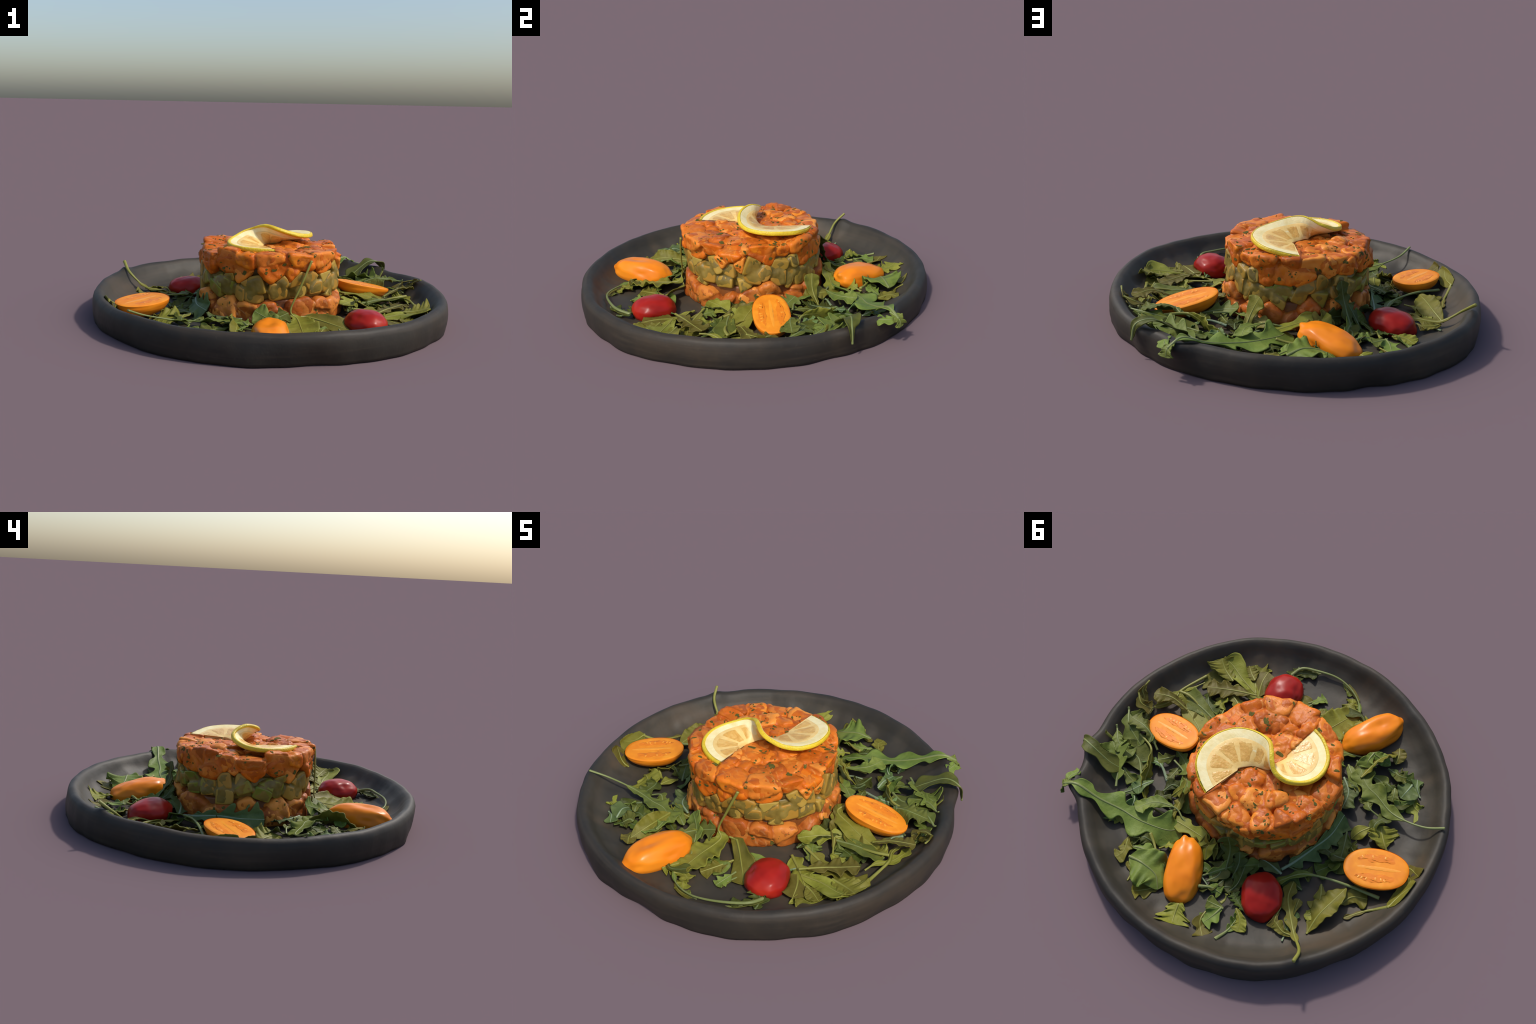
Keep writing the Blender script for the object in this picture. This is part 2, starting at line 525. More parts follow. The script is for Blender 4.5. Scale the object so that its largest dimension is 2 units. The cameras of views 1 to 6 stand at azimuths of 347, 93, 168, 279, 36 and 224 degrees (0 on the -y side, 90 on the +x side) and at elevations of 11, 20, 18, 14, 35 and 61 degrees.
    def flake(p, n, size):
        n = n.normalized()
        t = n.orthogonal().normalized()
        t.rotate(Matrix.Rotation(rng.uniform(0, 6.28), 3, n))
        b = n.cross(t)
        m = int(rng.integers(5, 9)); asp = rng.uniform(.35, .8)
        ring_ = []
        for q in range(m):
            a = 2 * math.pi * q / m
            s = size * rng.uniform(.55, 1.15)
            ring_.append(p + t * (s * math.cos(a)) + b * (s * asp * math.sin(a)))
        off = len(hv)
        th = n * .0022
        for x in ring_:
            h = bvh.find_nearest(x)
            base = h[0] if h[0] is not None and (h[0] - x).length < .012 else x
            hv.append(tuple(base - n * .002)); hv.append(tuple(base + th))
        hf.append([off + 2 * q + 1 for q in range(m)])
        hf.append([off + 2 * q for q in reversed(range(m))])
        for q in range(m):
            r2 = (q + 1) % m
            hf.append([off + 2 * q, off + 2 * r2, off + 2 * r2 + 1, off + 2 * q + 1])
    spots = 0
    while spots < 235:
        if rng.random() < .5:
            rr = .38 * math.sqrt(rng.random()); a = rng.uniform(0, 6.283)
            o = Vector((TC[0] + rr * math.cos(a), TC[1] + rr * math.sin(a), .6)); d = Vector((0, 0, -1))
        else:
            a = rng.uniform(0, 6.283); z = rng.choice([rng.uniform(.29, .41), rng.uniform(.27, .40), rng.uniform(.05, .18)])
            o = Vector((TC[0] + .7 * math.cos(a), TC[1] + .7 * math.sin(a), z)); d = Vector((-math.cos(a), -math.sin(a), 0))
        hit = bvh.ray_cast(o, d)
        if hit[0] is None or (hit[0] - o).length > .5:
            spots += .2
            continue
        sz = rng.choice([rng.uniform(.004, .009), rng.uniform(.009, .019)])
        flake(hit[0], hit[1], sz)
        spots += 1
        if rng.random() < .4:
            t = hit[1].orthogonal().normalized(); t.rotate(Matrix.Rotation(rng.uniform(0, 6.28), 3, hit[1]))
            q = hit[0] + t * rng.uniform(.012, .022)
            flake(q, hit[1], sz * rng.uniform(.5, 1.))
    h = add("herb_flakes", hv, hf, HERB, root, smooth=False)
    h["kind"] = "stuff"
    return root

# ---------------------------------------------------------------- lemon twist
RIND_CURVE = [(.068, .343, .416), (.135, .322, .424), (.208, .281, .436), (.250, .225, .444), (.268, .158, .450), (.266, .09, .453), (.244, .031, .457), (.208, -.016, .462),
              (.149, -.049, .472), (.083, -.057, .490), (.022, -.050, .505), (-.035, -.020, .514), (-.075, .012, .506), (-.11, .034, .492), (-.15, .038, .480), (-.195, .018, .462),
              (-.245, -.037, .447), (-.268, -.10, .440), (-.262, -.165, .436), (-.232, -.224, .434), (-.183, -.266, .432), (-.118, -.297, .430), (-.054, -.308, .427)]

def build_lemon():
    ns, nr = 260, 40
    R, _ = spline(RIND_CURVE, ns)
    s = np.linspace(0, 1, ns)
    cen = [(.052, .135, .412), (.052, .130, .412), (.045, .115, .410), (.02, .07, .400), (-.012, .045, .394), (-.035, .01, .396), (-.055, -.06, .405), (-.06, -.088, .410), (-.06, -.092, .410)]
    key = np.array([0, .25, .38, .45, .50, .55, .64, .80, 1.])
    C = np.stack([np.interp(s, key, [c[k] for c in cen]) for k in range(3)], 1)
    for _ in range(30):
        C[1:-1] = (C[:-2] + 2 * C[1:-1] + C[2:]) / 4
    rr = np.linspace(0.0, 1, nr)
    P = C[:, None] + (R - C)[:, None] * rr[None, :, None]
    # sag of the flesh between centre and rind near the crest
    P[..., 2] -= .012 * np.sin(rr * math.pi)[None] * np.exp(-((s - .5) / .1) ** 2)[:, None]
    du = np.gradient(P, axis=0); dv = np.gradient(P, axis=1)
    N = unit(np.cross(dv, du))
    N[:, 0] = N[:, 3]; N[:, 1] = N[:, 3]; N[:, 2] = N[:, 3]
    for _ in range(6):
        N[1:-1] = unit(N[:-2] + N[1:-1] + N[2:])
    if N[20, 30, 2] < 0:
        N = -N
    TH = .022
    def at(si, ri, h):
        # the slice turns over at the fold, so its depth changes side there
        e = min(1, max(0, (si - .44) / .12)); h = h - TH * e * e * (3 - 2 * e)
        """point at fractional place (s, r) and depth h below the upper face"""
        x = np.clip(si, 0, 1) * (ns - 1); y = np.clip(ri, 0, 1) * (nr - 1)
        i = int(min(x, ns - 2)); j = int(min(y, nr - 2)); a = x - i; b = y - j
        def L(A):
            return (A[i, j] * (1 - a) + A[i + 1, j] * a) * (1 - b) + (A[i, j + 1] * (1 - a) + A[i + 1, j + 1] * a) * b
        p, n = L(P), L(N)
        if ri > 1:
            e = P[i, nr - 1] - P[i, nr - 4]
            p = p + e / np.linalg.norm(e) * (ri - 1) * .22
        return p - n / np.linalg.norm(n) * h
    root = empty("lemon_slice", (0, 0, .42))
    label(root, "twisted half lemon slice with yellow rind and pale flesh", "lemon slice")
    def sweep(name, mat, section, smoothing=True, s0=0., s1=1., n=ns):
        V, F = [], []
        m = len(section)
        for si in np.linspace(s0, s1, n):
            for ri, h in section:
                V.append(at(si, ri, h))
        F = grid_faces(n, m, close_v=True)
        F.append(list(range(m))[::-1]); F.append([(n - 1) * m + q for q in range(m)])
        return add(name, V, F, mat, root)
    def rounded(r0, r1, h0, h1, er, eh, inner=True):
        q = [(r0, h0 + eh), (r0 + er * .4, h0 + eh * .25), (r0 + er, h0)] if inner else [(r0, h0)]
        q += [(r0 + (r1 - r0) * t, h0) for t in (.33, .66)]
        q += [(r1 - er, h0), (r1 - er * .3, h0 + eh * .3), (r1, h0 + eh)]
        q += [(r1, (h0 + h1) / 2), (r1, h1 - eh), (r1 - er * .3, h1 - eh * .3), (r1 - er, h1)]
        q += [(r0, h1)] if not inner else [(r0 + er, h1), (r0, h1 - eh)]
        return q
    sweep("rind", RIND, rounded(.93, 1.012, .0005, TH + .002, .03, .006, False), n=240)
    sweep("pith", PITH, rounded(.03, .972, -.0006, TH - .0005, .015, .002), s0=.001, s1=.999)
    sweep("membrane", MEMBRANE, rounded(.025, .755, -.0013, TH + .0006, .012, .002), s0=.0005, s1=.9995)
    # pulp wedges, slightly proud of the membranes, on both faces
    edges = [.0, .085, .205, .325, .43, .5, .57, .68, .79, .91, 1.]
    for a, b in zip(edges[:-1], edges[1:]):
        for lo, hi in ((-.0024, .006), (TH - .006, TH + .0016)):
            nA, nB = 26, 18
            V, F = [], []
            for i in range(nA):
                for j in range(nB):
                    u = i / (nA - 1); v = j / (nB - 1)
                    r = .10 + (.735 - .10) * v
                    pad = min(.42, .0005 / max(r * (b - a) * .9, 1e-3) + .02)
                    uu = .5 + (u - .5) * (1 - 2 * pad)
                    # rounded outer corner of the wedge
                    r2 = r * (1 - .07 * (abs(2 * u - 1) ** 3) * v)
                    e = max(abs(2 * u - 1), abs(2 * v - 1))
                    dome = 1 - e ** 6
                    p = at(a + (b - a) * uu, r2, 0)
                    tex = .0010 * n3(p, 80, a * 9)
                    d = (lo * dome + .002 * (1 - dome) + tex * dome) if lo < 0 else (hi * dome + (TH - .003) * (1 - dome))
                    V.append(at(a + (b - a) * uu, r2, d))
            F = grid_faces(nA, nB)
            if lo >= 0:
                F = [f[::-1] for f in F]
            # close the wedge underneath
            off = len(V)
            for i in range(nA):
                for j in range(nB):
                    u = i / (nA - 1); v = j / (nB - 1); r = .10 + .635 * v
                    pad = min(.42, .0005 / max(r * (b - a) * .9, 1e-3) + .02)
                    uu = .5 + (u - .5) * (1 - 2 * pad)
                    r2 = r * (1 - .07 * (abs(2 * u - 1) ** 3) * v)
                    V.append(at(a + (b - a) * uu, r2, hi if lo < 0 else lo))
            F += [tuple(off + q for q in f[::-1]) for f in grid_faces(nA, nB)] if lo < 0 else [tuple(off + q for q in f) for f in grid_faces(nA, nB)]
            brim = [i * nB for i in range(nA)] + [(nA - 1) * nB + j for j in range(1, nB)] + [i * nB + nB - 1 for i in range(nA - 2, -1, -1)] + list(range(nB - 2, 0, -1))
            for q in range(len(brim)):
                x, y = brim[q], brim[(q + 1) % len(brim)]
                F.append((x, y, off + y, off + x))
            o = add("pulp_segment", V, F, PULP, root)
            bm = bmesh.new(); bm.from_mesh(o.data); bmesh.ops.recalc_face_normals(bm, faces=bm.faces); bm.to_mesh(o.data); bm.free()
    lv, lf = [], []
    for o in root.children:
        if o.name.split(".")[0] in ("rind", "membrane", "pith"):
            off = len(lv)
            lv += [tuple(np.array(v.co) + world_loc(o)) for v in o.data.vertices]
            lf += [[off + x for x in p.vertices] for p in o.data.polygons]
    global LEMON_BVH
    LEMON_BVH = BVHTree.FromPolygons(lv, lf)
    return root

# ---------------------------------------------------------------- tomatoes
def frame(axis, nrm):
    x = unit(np.array(axis, float)); n = np.array(nrm, float)
    z = unit(n - x * (n @ x)); y = np.cross(z, x)
    return np.stack([x, y, z], 1)

def whole_tomato(name, mat, c, axis, abc, text, seed, square=2.2, bumps=(), tilt=(0, 0, 1)):
    B = frame(axis, tilt)
    TOMATO_FORMS.append((c, axis, abc, False))
    dirs, F = ICO[5]
    V = []
    for d in dirs:
        e = np.sign(d) * np.abs(d)
        k = (abs(d[0]) ** square + abs(d[1]) ** square + abs(d[2]) ** square) ** (-1 / square)
        f = k * (1 + .055 * n3(d, 1.6, seed) + .030 * n3(d, 3.2, seed + 2))
        for bd, w, amp in bumps:
            g = float(np.dot(unit(np.array(bd, float)), d))
            f *= 1 + amp * math.exp(-((1 - g) / w))
        p = d * f * np.array(abc)
        V.append(np.array(c) + B @ p)
    V = np.array(V)
    V[:, 2] = np.maximum(V[:, 2], .028 + .1 * (V[:, 2] - .028).clip(None, 0))
    o = add(name, V, F, mat, None, loc=c)
    label(o, text, "tomato")
    return o

def half_tomato(c, axis, nrm, a, b, depth, seed, seed_side):
    B = frame(axis, nrm)
    TOMATO_FORMS.append((tuple(c), axis, (a, b, depth), True))
    c = np.array(c, float)
    root = empty("tomato_half", tuple(c))
    label(root, "orange plum tomato half, cut face up, seeds showing", "tomato")
    W = lambda p: c + B @ np.array(p, float)
    nu, nv = 96, 30
    def outline(t):
        q = (abs(math.cos(t)) ** 2.25 + abs(math.sin(t)) ** 2.25) ** (-1 / 2.25)
        q *= 1 + .025 * noise.noise(Vector((math.cos(t) * 1.3, math.sin(t) * 1.3, seed)))
        return a * q * math.cos(t), b * q * math.sin(t)
    # skin: bowl below the cut
    V = []
    for i in range(nu):
        x, y = outline(2 * math.pi * i / nu)
        for j in range(nv):
            f = j / (nv - 1) * math.pi / 2
            k = math.cos(f) ** .9 if j < nv - 1 else 0
            w = 1 + .02 * n3((x, y, f), 6, seed)
            V.append(W((x * k * w, y * k * w, -depth * math.sin(f))))
    V = np.array(V)
    V[:, 2] = np.maximum(V[:, 2], .03)
    add("skin", V, grid_faces(nu, nv, close_u=True), TOM_YEL, root)
    # cut face
    V = []
    R = [0, .15, .3, .45, .6, .72, .82, .9, .955, .985, 1.0]
    for i in range(nu):
        x, y = outline(2 * math.pi * i / nu)
        for r in R:
            px, py = x * r, y * r
            z = .003 - .006 * max(0, (r - .9) / .1) ** 2
            z += .0007 * n3((px, py, 0), 30, seed) * (r < .95)
            V.append(W((px, py, z)))
    F = [f[::-1] for f in grid_faces(nu, len(R), close_u=True)]
    add("flesh", V, F, FLESH, root)
    # gel chambers
    dirs, DF = ICO[4]
    for sgn in (1, -1):
        V = []
        for d in dirs:
            px = d[0] * a * .66; py = sgn * b * (.40 + .10 * (1 - (d[0]) ** 2)) + d[1] * b * .22
            V.append(W((px * (1 + .1 * n3(d, 2.2, seed + sgn)), py + .010 * n3(d, 2.5, seed), .0024 + d[2] * .0014 + .0004 * n3(d, 5, seed))))
        add("gel", V, DF, GEL, root)
    # seeds in a row along each chamber
    dirs, SF = ICO[3]
    sv, sf = [], []
    for sgn in (1, -1):
        for k in range(9):
            u = -.55 + 1.1 * k / 8 + rng.uniform(-.03, .03)
            if (sgn != seed_side and rng.random() < .75) or rng.random() < .2:
                continue
            px = u * a; py = sgn * b * (.36 + .20 * (1 - u * u)) + rng.uniform(-.004, .004)
            ang = math.atan2(py, px * .6)
            off = len(sv)
            for d in dirs:
                q = np.array([d[0] * .0095, d[1] * .0052, d[2] * .003])
                sv.append(W((px + q[0] * math.cos(ang) - q[1] * math.sin(ang), py + q[0] * math.sin(ang) + q[1] * math.cos(ang), .0034 + q[2] * .45)))
            sf += [[off + x for x in f] for f in SF]
    s = add("seeds", sv, sf, SEED, root)
    s["kind"] = "stuff"
    # pale core fibre down the middle
    V = []
    dirs, DF = ICO[4]
    for d in dirs:
        V.append(W((d[0] * a * .78, d[1] * b * .10 * (1 + .4 * n3(d, 3, seed)), .0026 + d[2] * .0012)))
    add("core", V, DF, SEED, root)
    return root

TOMATO_FORMS = []

def build_tomatoes():
    whole_tomato("cherry_tomato", TOM_RED, (-.416, .428, .064), (-.72, .69, -.10), (.122, .104, .069), "glossy dark red cherry tomato, slightly oval", 1.3, 2.2, [((1, .1, -.3), .10, .10)])
    whole_tomato("cherry_tomato", TOM_RED, (.390, -.531, .064), (-.25, .97, 0), (.118, .105, .072), "glossy red cherry tomato with a soft crease", 5.1, 2.2, [((-.2, .75, .75), .035, -.10), ((1, 0, -.4), .1, .08)])
    whole_tomato("plum_tomato", TOM_YEL, (-.163, -.688, .066), (.36, .93, -.10), (.178, .096, .078), "plump orange plum tomato lying on its side", 8.4, 2.6, [((1, .2, .1), .06, .07), ((-.5, .8, .3), .06, -.12), ((.2, -.9, .4), .08, -.12), ((-1, -.1, -.05), .03, .17), ((-.35, 0, 1), .035, -.11), ((.4, .3, 1), .05, .08), ((-.75, .5, .3), .03, -.10)])
    whole_tomato("plum_tomato", TOM_YEL, (-.036, .618, .056), (.60, -.79, .16), (.174, .096, .074), "orange plum tomato with a small pointed end", 3.7, 2.4, [((1, .25, .45), .02, .14), ((-1, 0, -.2), .1, .03), ((.3, 1, .2), .06, -.10), ((-.3, -.6, 1), .06, .05)])
    half_tomato((-.733, -.078, .124), (-.79, -.61, -.01), (.02, -.04, 1), .166, .112, .088, 2.2, -1)
    half_tomato((.608, .122, .122), (-.93, -.11, .20), (.24, .05, .97), .172, .098, .090, 6.1, 1)

# ---------------------------------------------------------------- arugula
SALAD = empty("arugula_salad", (0, 0, .03))
label(SALAD, "scattered lobed arugula leaves with pale stalks", "salad")
_count = [0]

def leaf(kind, W, lobes, depth, stalk, roll, pts):
    drape = max(math.hypot(p[0], p[1]) for p in pts) > .955
    _count[0] += 1
    W = W * (1.22 if W > .03 else 1.1)
    sd = _count[0] * 1.37
    L0 = sum(math.dist(a, b) for a, b in zip(pts[:-1], pts[1:]))
    n = int(min(110, max(36, L0 * 190 + lobes * 10)))
    S, L = spline(pts, n)
    T = unit(np.gradient(S, axis=0))
    up = np.array([0, 0, 1.])
    rad = unit(np.c_[S[:, :2], np.zeros(n)])
    st = np.clip((np.abs(T[:, 2:3]) - .55) / .35, 0, 1)
    ref = up * (1 - st) + rad * st
    side = unit(np.cross(T, ref))
    for _ in range(4):
        side[1:-1] = unit(side[:-2] + side[1:-1] + side[2:])
    nor = unit(np.cross(side, T))
    u = np.linspace(0, 1, n)
    rl = math.radians(roll) + .30 * np.sin(u * 3.1 + sd) + .18 * math.sin(sd * 3)
    side, nor = side * np.cos(rl)[:, None] + nor * np.sin(rl)[:, None], nor * np.cos(rl)[:, None] - side * np.sin(rl)[:, None]
    t = np.clip((u - stalk) / max(1e-6, 1 - stalk), 0, 1)
    if lobes:
        env = .30 * np.minimum(1, t / .06) + .70 * np.sin(np.clip(t / .74, 0, 1) * math.pi / 2) ** 1.2
        tip = np.sqrt(np.clip(1 - np.clip((t - .74) / .26, 0, 1) ** 2.2, 0, 1))
    else:
        env = np.sin(np.clip(t / .5, 0, 1) * math.pi / 2) ** .75
        tip = np.clip(1 - np.clip((t - .5) / .5, 0, 1) ** 1.9, 0, 1) ** .8
    ncol = 17
    V = np.zeros((n, ncol, 3))
    sc = np.linspace(-1, 1, ncol)
    floor_min = None
    k1, k2 = 2.2 + 1.3 * math.sin(sd * 2.1), 6.3 * (sd % 1)
    for sgn in (-1, 1):
        ph = rngl.uniform(-.5, .5)
        if lobes:
            lob = .5 + .5 * np.cos(2 * math.pi * (lobes * (t - .86)) + ph)
            lob = 1 - depth * (1 - lob) ** 1.15
            lob = np.where(t > .9, np.maximum(lob, 1 - depth * .3), lob)
        else:
            lob = np.ones(n)
        tooth = 1 + (.06 if lobes else .03) * np.array([noise.noise(Vector((x * L * 34, sd, sgn * 3.))) for x in t]) + .02 * np.sin(t * L * 90 + sd * sgn) * (1 if lobes else .5)
        w = W * env * tip * lob * tooth * (t > 0) * rngl.uniform(.85, 1.1)
        w = np.maximum(w, .0035 * (1 - t))
        sweep = (.42 if lobes else .15)
        for j, s in enumerate(sc):
            if (s < 0) != (sgn < 0) and s != 0:
                continue
            a = abs(s)
            wave = (.13 * np.sin(k1 * 2 * math.pi * t + k2 + sgn) + .08 * np.sin(k1 * 4.7 * math.pi * t + sd + sgn * 2)) * a ** 1.6 - .10 * a + .16 * a * a
            V[:, j] = S + side * (s * w * (1 - .08 * a))[:, None] + T * (sweep * a ** 1.3 * w)[:, None] * (1 - t ** 3)[:, None] + nor * (wave * w)[:, None]
    for c, ax, abc, half in TOMATO_FORMS:
        ax = unit(np.array([ax[0], ax[1]])); d = V[..., :2] - np.array(c[:2])
        e = np.hypot((d @ ax) / abc[0], (d @ np.array([-ax[1], ax[0]])) / abc[1])
        under = c[2] - abc[2] * np.sqrt(np.clip(1 - e * e, 0, 1))
        inside = (e < 1.04) & (V[..., 2] < c[2] + (.02 if half else abc[2] * np.sqrt(np.clip(1.08 - e * e, 0, 1)) + .012))
        V[..., 2] = np.where(inside, np.minimum(V[..., 2], under - .004), V[..., 2])
    # leaves rest on the plate and lean against the tartare instead of passing through
    r = np.hypot(V[..., 0], V[..., 1])
    V[..., 2] = np.where(r < .985, np.maximum(V[..., 2], floor_z(r) + .004), V[..., 2])
    if drape == 0:
        k = np.where(r > .935, .935 / np.maximum(r, 1e-6), 1.)
        V[..., :2] *= k[..., None]
        V[..., 2] = np.maximum(V[..., 2], floor_z(np.minimum(r, .935)) + .004)
    d = V[..., :2] - TC[:2]
    rt = np.hypot(d[..., 0], d[..., 1])
    push = np.where((rt < .412) & (V[..., 2] < .41), .412 / np.maximum(rt, 1e-6), 1.)
    V[..., :2] = TC[:2] + d * push[..., None]
    me_v = V.reshape(-1, 3)
    org = tuple(S[n // 2])
    o = add("leaf", me_v, grid_faces(n, ncol), LEAF[kind], SALAD, loc=org)
    sol = o.modifiers.new("thickness", "SOLIDIFY"); sol.thickness = .0042; sol.offset = 0
    # stalk and midrib, a tapering tube a little proud of the blade
    mid = V[:, ncol // 2]
    rb = max(.0034, min(.008, .0030 + .042 * W)) if stalk < .8 else .0095
    if stalk >= .25 and W < .05:
        rb = max(rb, .0095)
    rad_ = rb * (1 - .80 * u ** .9) + .0006
    m = 10
    VV = []
    for i in range(n):
        for q in range(m):
            a = 2 * math.pi * q / m
            VV.append(mid[i] + side[i] * math.cos(a) * rad_[i] + nor[i] * (math.sin(a) * rad_[i] * .8 + .0012))
    FF = grid_faces(n, m, close_v=True)
    FF.append(list(range(m))); FF.append([(n - 1) * m + q for q in reversed(range(m))])
    p = add("stalk", VV, FF, RIB[kind], None, loc=org)
    p.parent = o
    p.location = (0, 0, 0)

rngl = np.random.default_rng(21)

def build_arugula():
    leaf("g", .105, 4, .62, .05, 0, [(0.75, 0.76, 0.14), (0.68, 0.72, 0.17), (0.56, 0.68, 0.12), (0.44, 0.63, 0.09), (0.33, 0.60, 0.08), (0.19, 0.53, 0.07), (0.15, 0.46, 0.06)])
    leaf("g", .035, 2, .4, 0, 30, [(0.74, 0.76, 0.14), (0.76, 0.71, 0.14), (0.75, 0.65, 0.14)])
    leaf("g", .038, 2, .4, 0, 0, [(0.71, 0.72, 0.16), (0.75, 0.76, 0.14), (0.76, 0.77, 0.10)])
    leaf("g", .055, 2, .4, 0, 0, [(0.90, 0.52, 0.08), (0.88, 0.52, 0.16), (0.80, 0.52, 0.18), (0.70, 0.50, 0.12), (0.64, 0.47, 0.08)])
    leaf("y", .04, 0, 0, .3, 50, [(0.75, 0.26, 0.09), (0.64, 0.27, 0.10), (0.59, 0.30, 0.10), (0.54, 0.36, 0.08), (0.50, 0.43, 0.06), (0.41, 0.50, 0.05)])
    leaf("g", .05, 1, .5, 0, 0, [(0.65, 0.26, 0.10), (0.68, 0.21, 0.12), (0.72, 0.17, 0.12)])
    leaf("g", .06, 2, .4, 0, 0, [(0.76, 0.25, 0.07), (0.75, 0.34, 0.06), (0.76, 0.40, 0.06)])
    leaf("g", .085, 0, 0, .1, 0, [(0.55, 0.41, 0.05), (0.63, 0.36, 0.06), (0.70, 0.36, 0.07), (0.77, 0.36, 0.06)])
    leaf("y", .035, 2, .4, 0, 20, [(0.94, 0.01, 0.16), (0.93, 0.07, 0.14), (0.90, 0.09, 0.11), (0.88, 0.14, 0.09)])
    leaf("g", .035, 3, .5, 0, 0, [(0.85, 0.07, 0.07), (0.86, 0.15, 0.07), (0.84, 0.21, 0.07), (0.77, 0.25, 0.06)])
    leaf("g", .03, 1, .4, 0, 0, [(0.84, 0.08, 0.06), (0.83, 0.12, 0.06), (0.81, 0.17, 0.06)])
    leaf("y", .03, 3, .5, .1, 0, [(0.75, -0.24, 0.08), (0.77, -0.17, 0.08), (0.81, -0.10, 0.06), (0.84, -0.01, 0.06), (0.84, 0.05, 0.05)])
    leaf("y", .014, 0, 0, .6, 0, [(0.80, -0.09, 0.09), (0.74, -0.11, 0.09), (0.67, -0.11, 0.08), (0.63, -0.09, 0.06), (0.55, -0.05, 0.06)])
    leaf("y", .05, 0, 0, 0, 0, [(0.79, -0.09, 0.09), (0.75, -0.08, 0.08), (0.71, -0.06, 0.06)])
    leaf("y", .05, 0, 0, 0, 10, [(0.65, -0.09, 0.07), (0.58, -0.06, 0.07), (0.52, -0.03, 0.07)])
    leaf("y", .08, 1, .25, 0, 0, [(0.65, -0.37, 0.07), (0.74, -0.39, 0.08), (0.80, -0.42, 0.10)])
    leaf("y", .07, 1, .25, 0, 0, [(0.50, -0.41, 0.05), (0.62, -0.42, 0.07), (0.72, -0.44, 0.08), (0.79, -0.44, 0.09)])
    leaf("y", .065, 3, .5, .1, 0, [(0.48, -0.40, 0.07), (0.57, -0.34, 0.08), (0.64, -0.29, 0.08), (0.72, -0.23, 0.08)])
    leaf("y", .085, 0, 0, 0, 0, [(0.48, -0.41, 0.04), (0.53, -0.49, 0.06), (0.56, -0.57, 0.06)])
    leaf("y", .05, 0, 0, 0, 0, [(0.57, -0.47, 0.06), (0.62, -0.49, 0.06), (0.67, -0.52, 0.06)])
    leaf("y", .05, 2, .5, 0, 0, [(0.62, -0.30, 0.06), (0.60, -0.24, 0.06), (0.59, -0.19, 0.05)])
    leaf("g", .05, 2, .5, 0, 0, [(0.67, -0.11, 0.06), (0.61, -0.15, 0.05), (0.55, -0.19, 0.05)])
    leaf("y", .045, 0, 0, 0, 0, [(0.56, 0.00, 0.06), (0.53, 0.00, 0.06), (0.49, 0.01, 0.06)])
    leaf("g", .05, 2, .5, .2, 20, [(0.48, 0.23, 0.08), (0.39, 0.24, 0.08), (0.30, 0.29, 0.08), (0.24, 0.34, 0.06), (0.20, 0.39, 0.05)])
    leaf("g", .035, 2, .5, 0, 0, [(0.44, 0.22, 0.06), (0.43, 0.27, 0.06), (0.42, 0.33, 0.06)])
    leaf("g", .04, 1, .4, 0, 0, [(0.64, 0.46, 0.08), (0.59, 0.47, 0.07), (0.54, 0.47, 0.06)])
    leaf("b", .04, 1, .4, 0, 0, [(0.47, 0.39, 0.06), (0.48, 0.44, 0.08), (0.50, 0.51, 0.08)])
    leaf("g", .04, 2, .5, 0, 0, [(0.51, 0.20, 0.06), (0.52, 0.24, 0.07), (0.55, 0.29, 0.07)])
    leaf("d", .05, 2, .5, 0, 0, [(0.39, 0.39, 0.05), (0.38, 0.33, 0.06), (0.33, 0.31, 0.06)])
    leaf("d", .045, 1, .4, 0, 0, [(0.30, 0.36, 0.05), (0.32, 0.32, 0.05), (0.35, 0.29, 0.05)])
    leaf("d", .06, 2, .5, 0, 0, [(0.38, 0.48, 0.04), (0.37, 0.41, 0.04), (0.35, 0.37, 0.04)])
    leaf("d", .06, 2, .5, 0, 0, [(0.53, 0.56, 0.06), (0.50, 0.48, 0.06), (0.53, 0.40, 0.05)])
    leaf("g", .05, 2, .4, .45, 0, [(0.09, 0.43, 0.05), (0.18, 0.43, 0.08), (0.25, 0.42, 0.09), (0.35, 0.48, 0.10), (0.39, 0.58, 0.10)])
    leaf("y", .012, 0, 0, .9, 0, [(0.23, 0.61, 0.09), (0.18, 0.63, 0.08), (0.12, 0.66, 0.08), (0.08, 0.67, 0.06)])
    leaf("y", .05, 2, .5, .2, 0, [(0.26, 0.66, 0.06), (0.30, 0.70, 0.06), (0.26, 0.77, 0.06), (0.27, 0.82, 0.05)])
    leaf("g", .10, 0, 0, 0, 0, [(0.21, 0.77, 0.08), (0.13, 0.75, 0.10), (0.04, 0.74, 0.08), (-0.02, 0.78, 0.05)])
    leaf("y", .06, 3, .5, 0, 0, [(-0.00, 0.73, 0.04), (0.02, 0.81, 0.04), (0.06, 0.88, 0.05)])
    leaf("g", .05, 2, .5, 0, 0, [(0.26, 0.72, 0.05), (0.18, 0.68, 0.06), (0.09, 0.68, 0.06)])
    leaf("y", .02, 1, .5, 0, 0, [(0.12, 0.86, 0.05), (0.15, 0.81, 0.04), (0.21, 0.79, 0.05)])
    leaf("y", .08, 3, .45, 0, 0, [(-0.14, 0.73, 0.06), (-0.17, 0.79, 0.05), (-0.21, 0.85, 0.05)])
    leaf("y", .05, 0, 0, 0, 30, [(-0.07, 0.50, 0.06), (-0.04, 0.45, 0.10), (-0.06, 0.39, 0.12)])
    leaf("d", .085, 1, .2, 0, 25, [(-0.25, 0.35, 0.04), (-0.17, 0.35, 0.09), (-0.07, 0.38, 0.10)])
    leaf("g", .06, 2, .5, 0, 0, [(-0.32, 0.61, 0.06), (-0.32, 0.67, 0.06), (-0.31, 0.73, 0.05)])
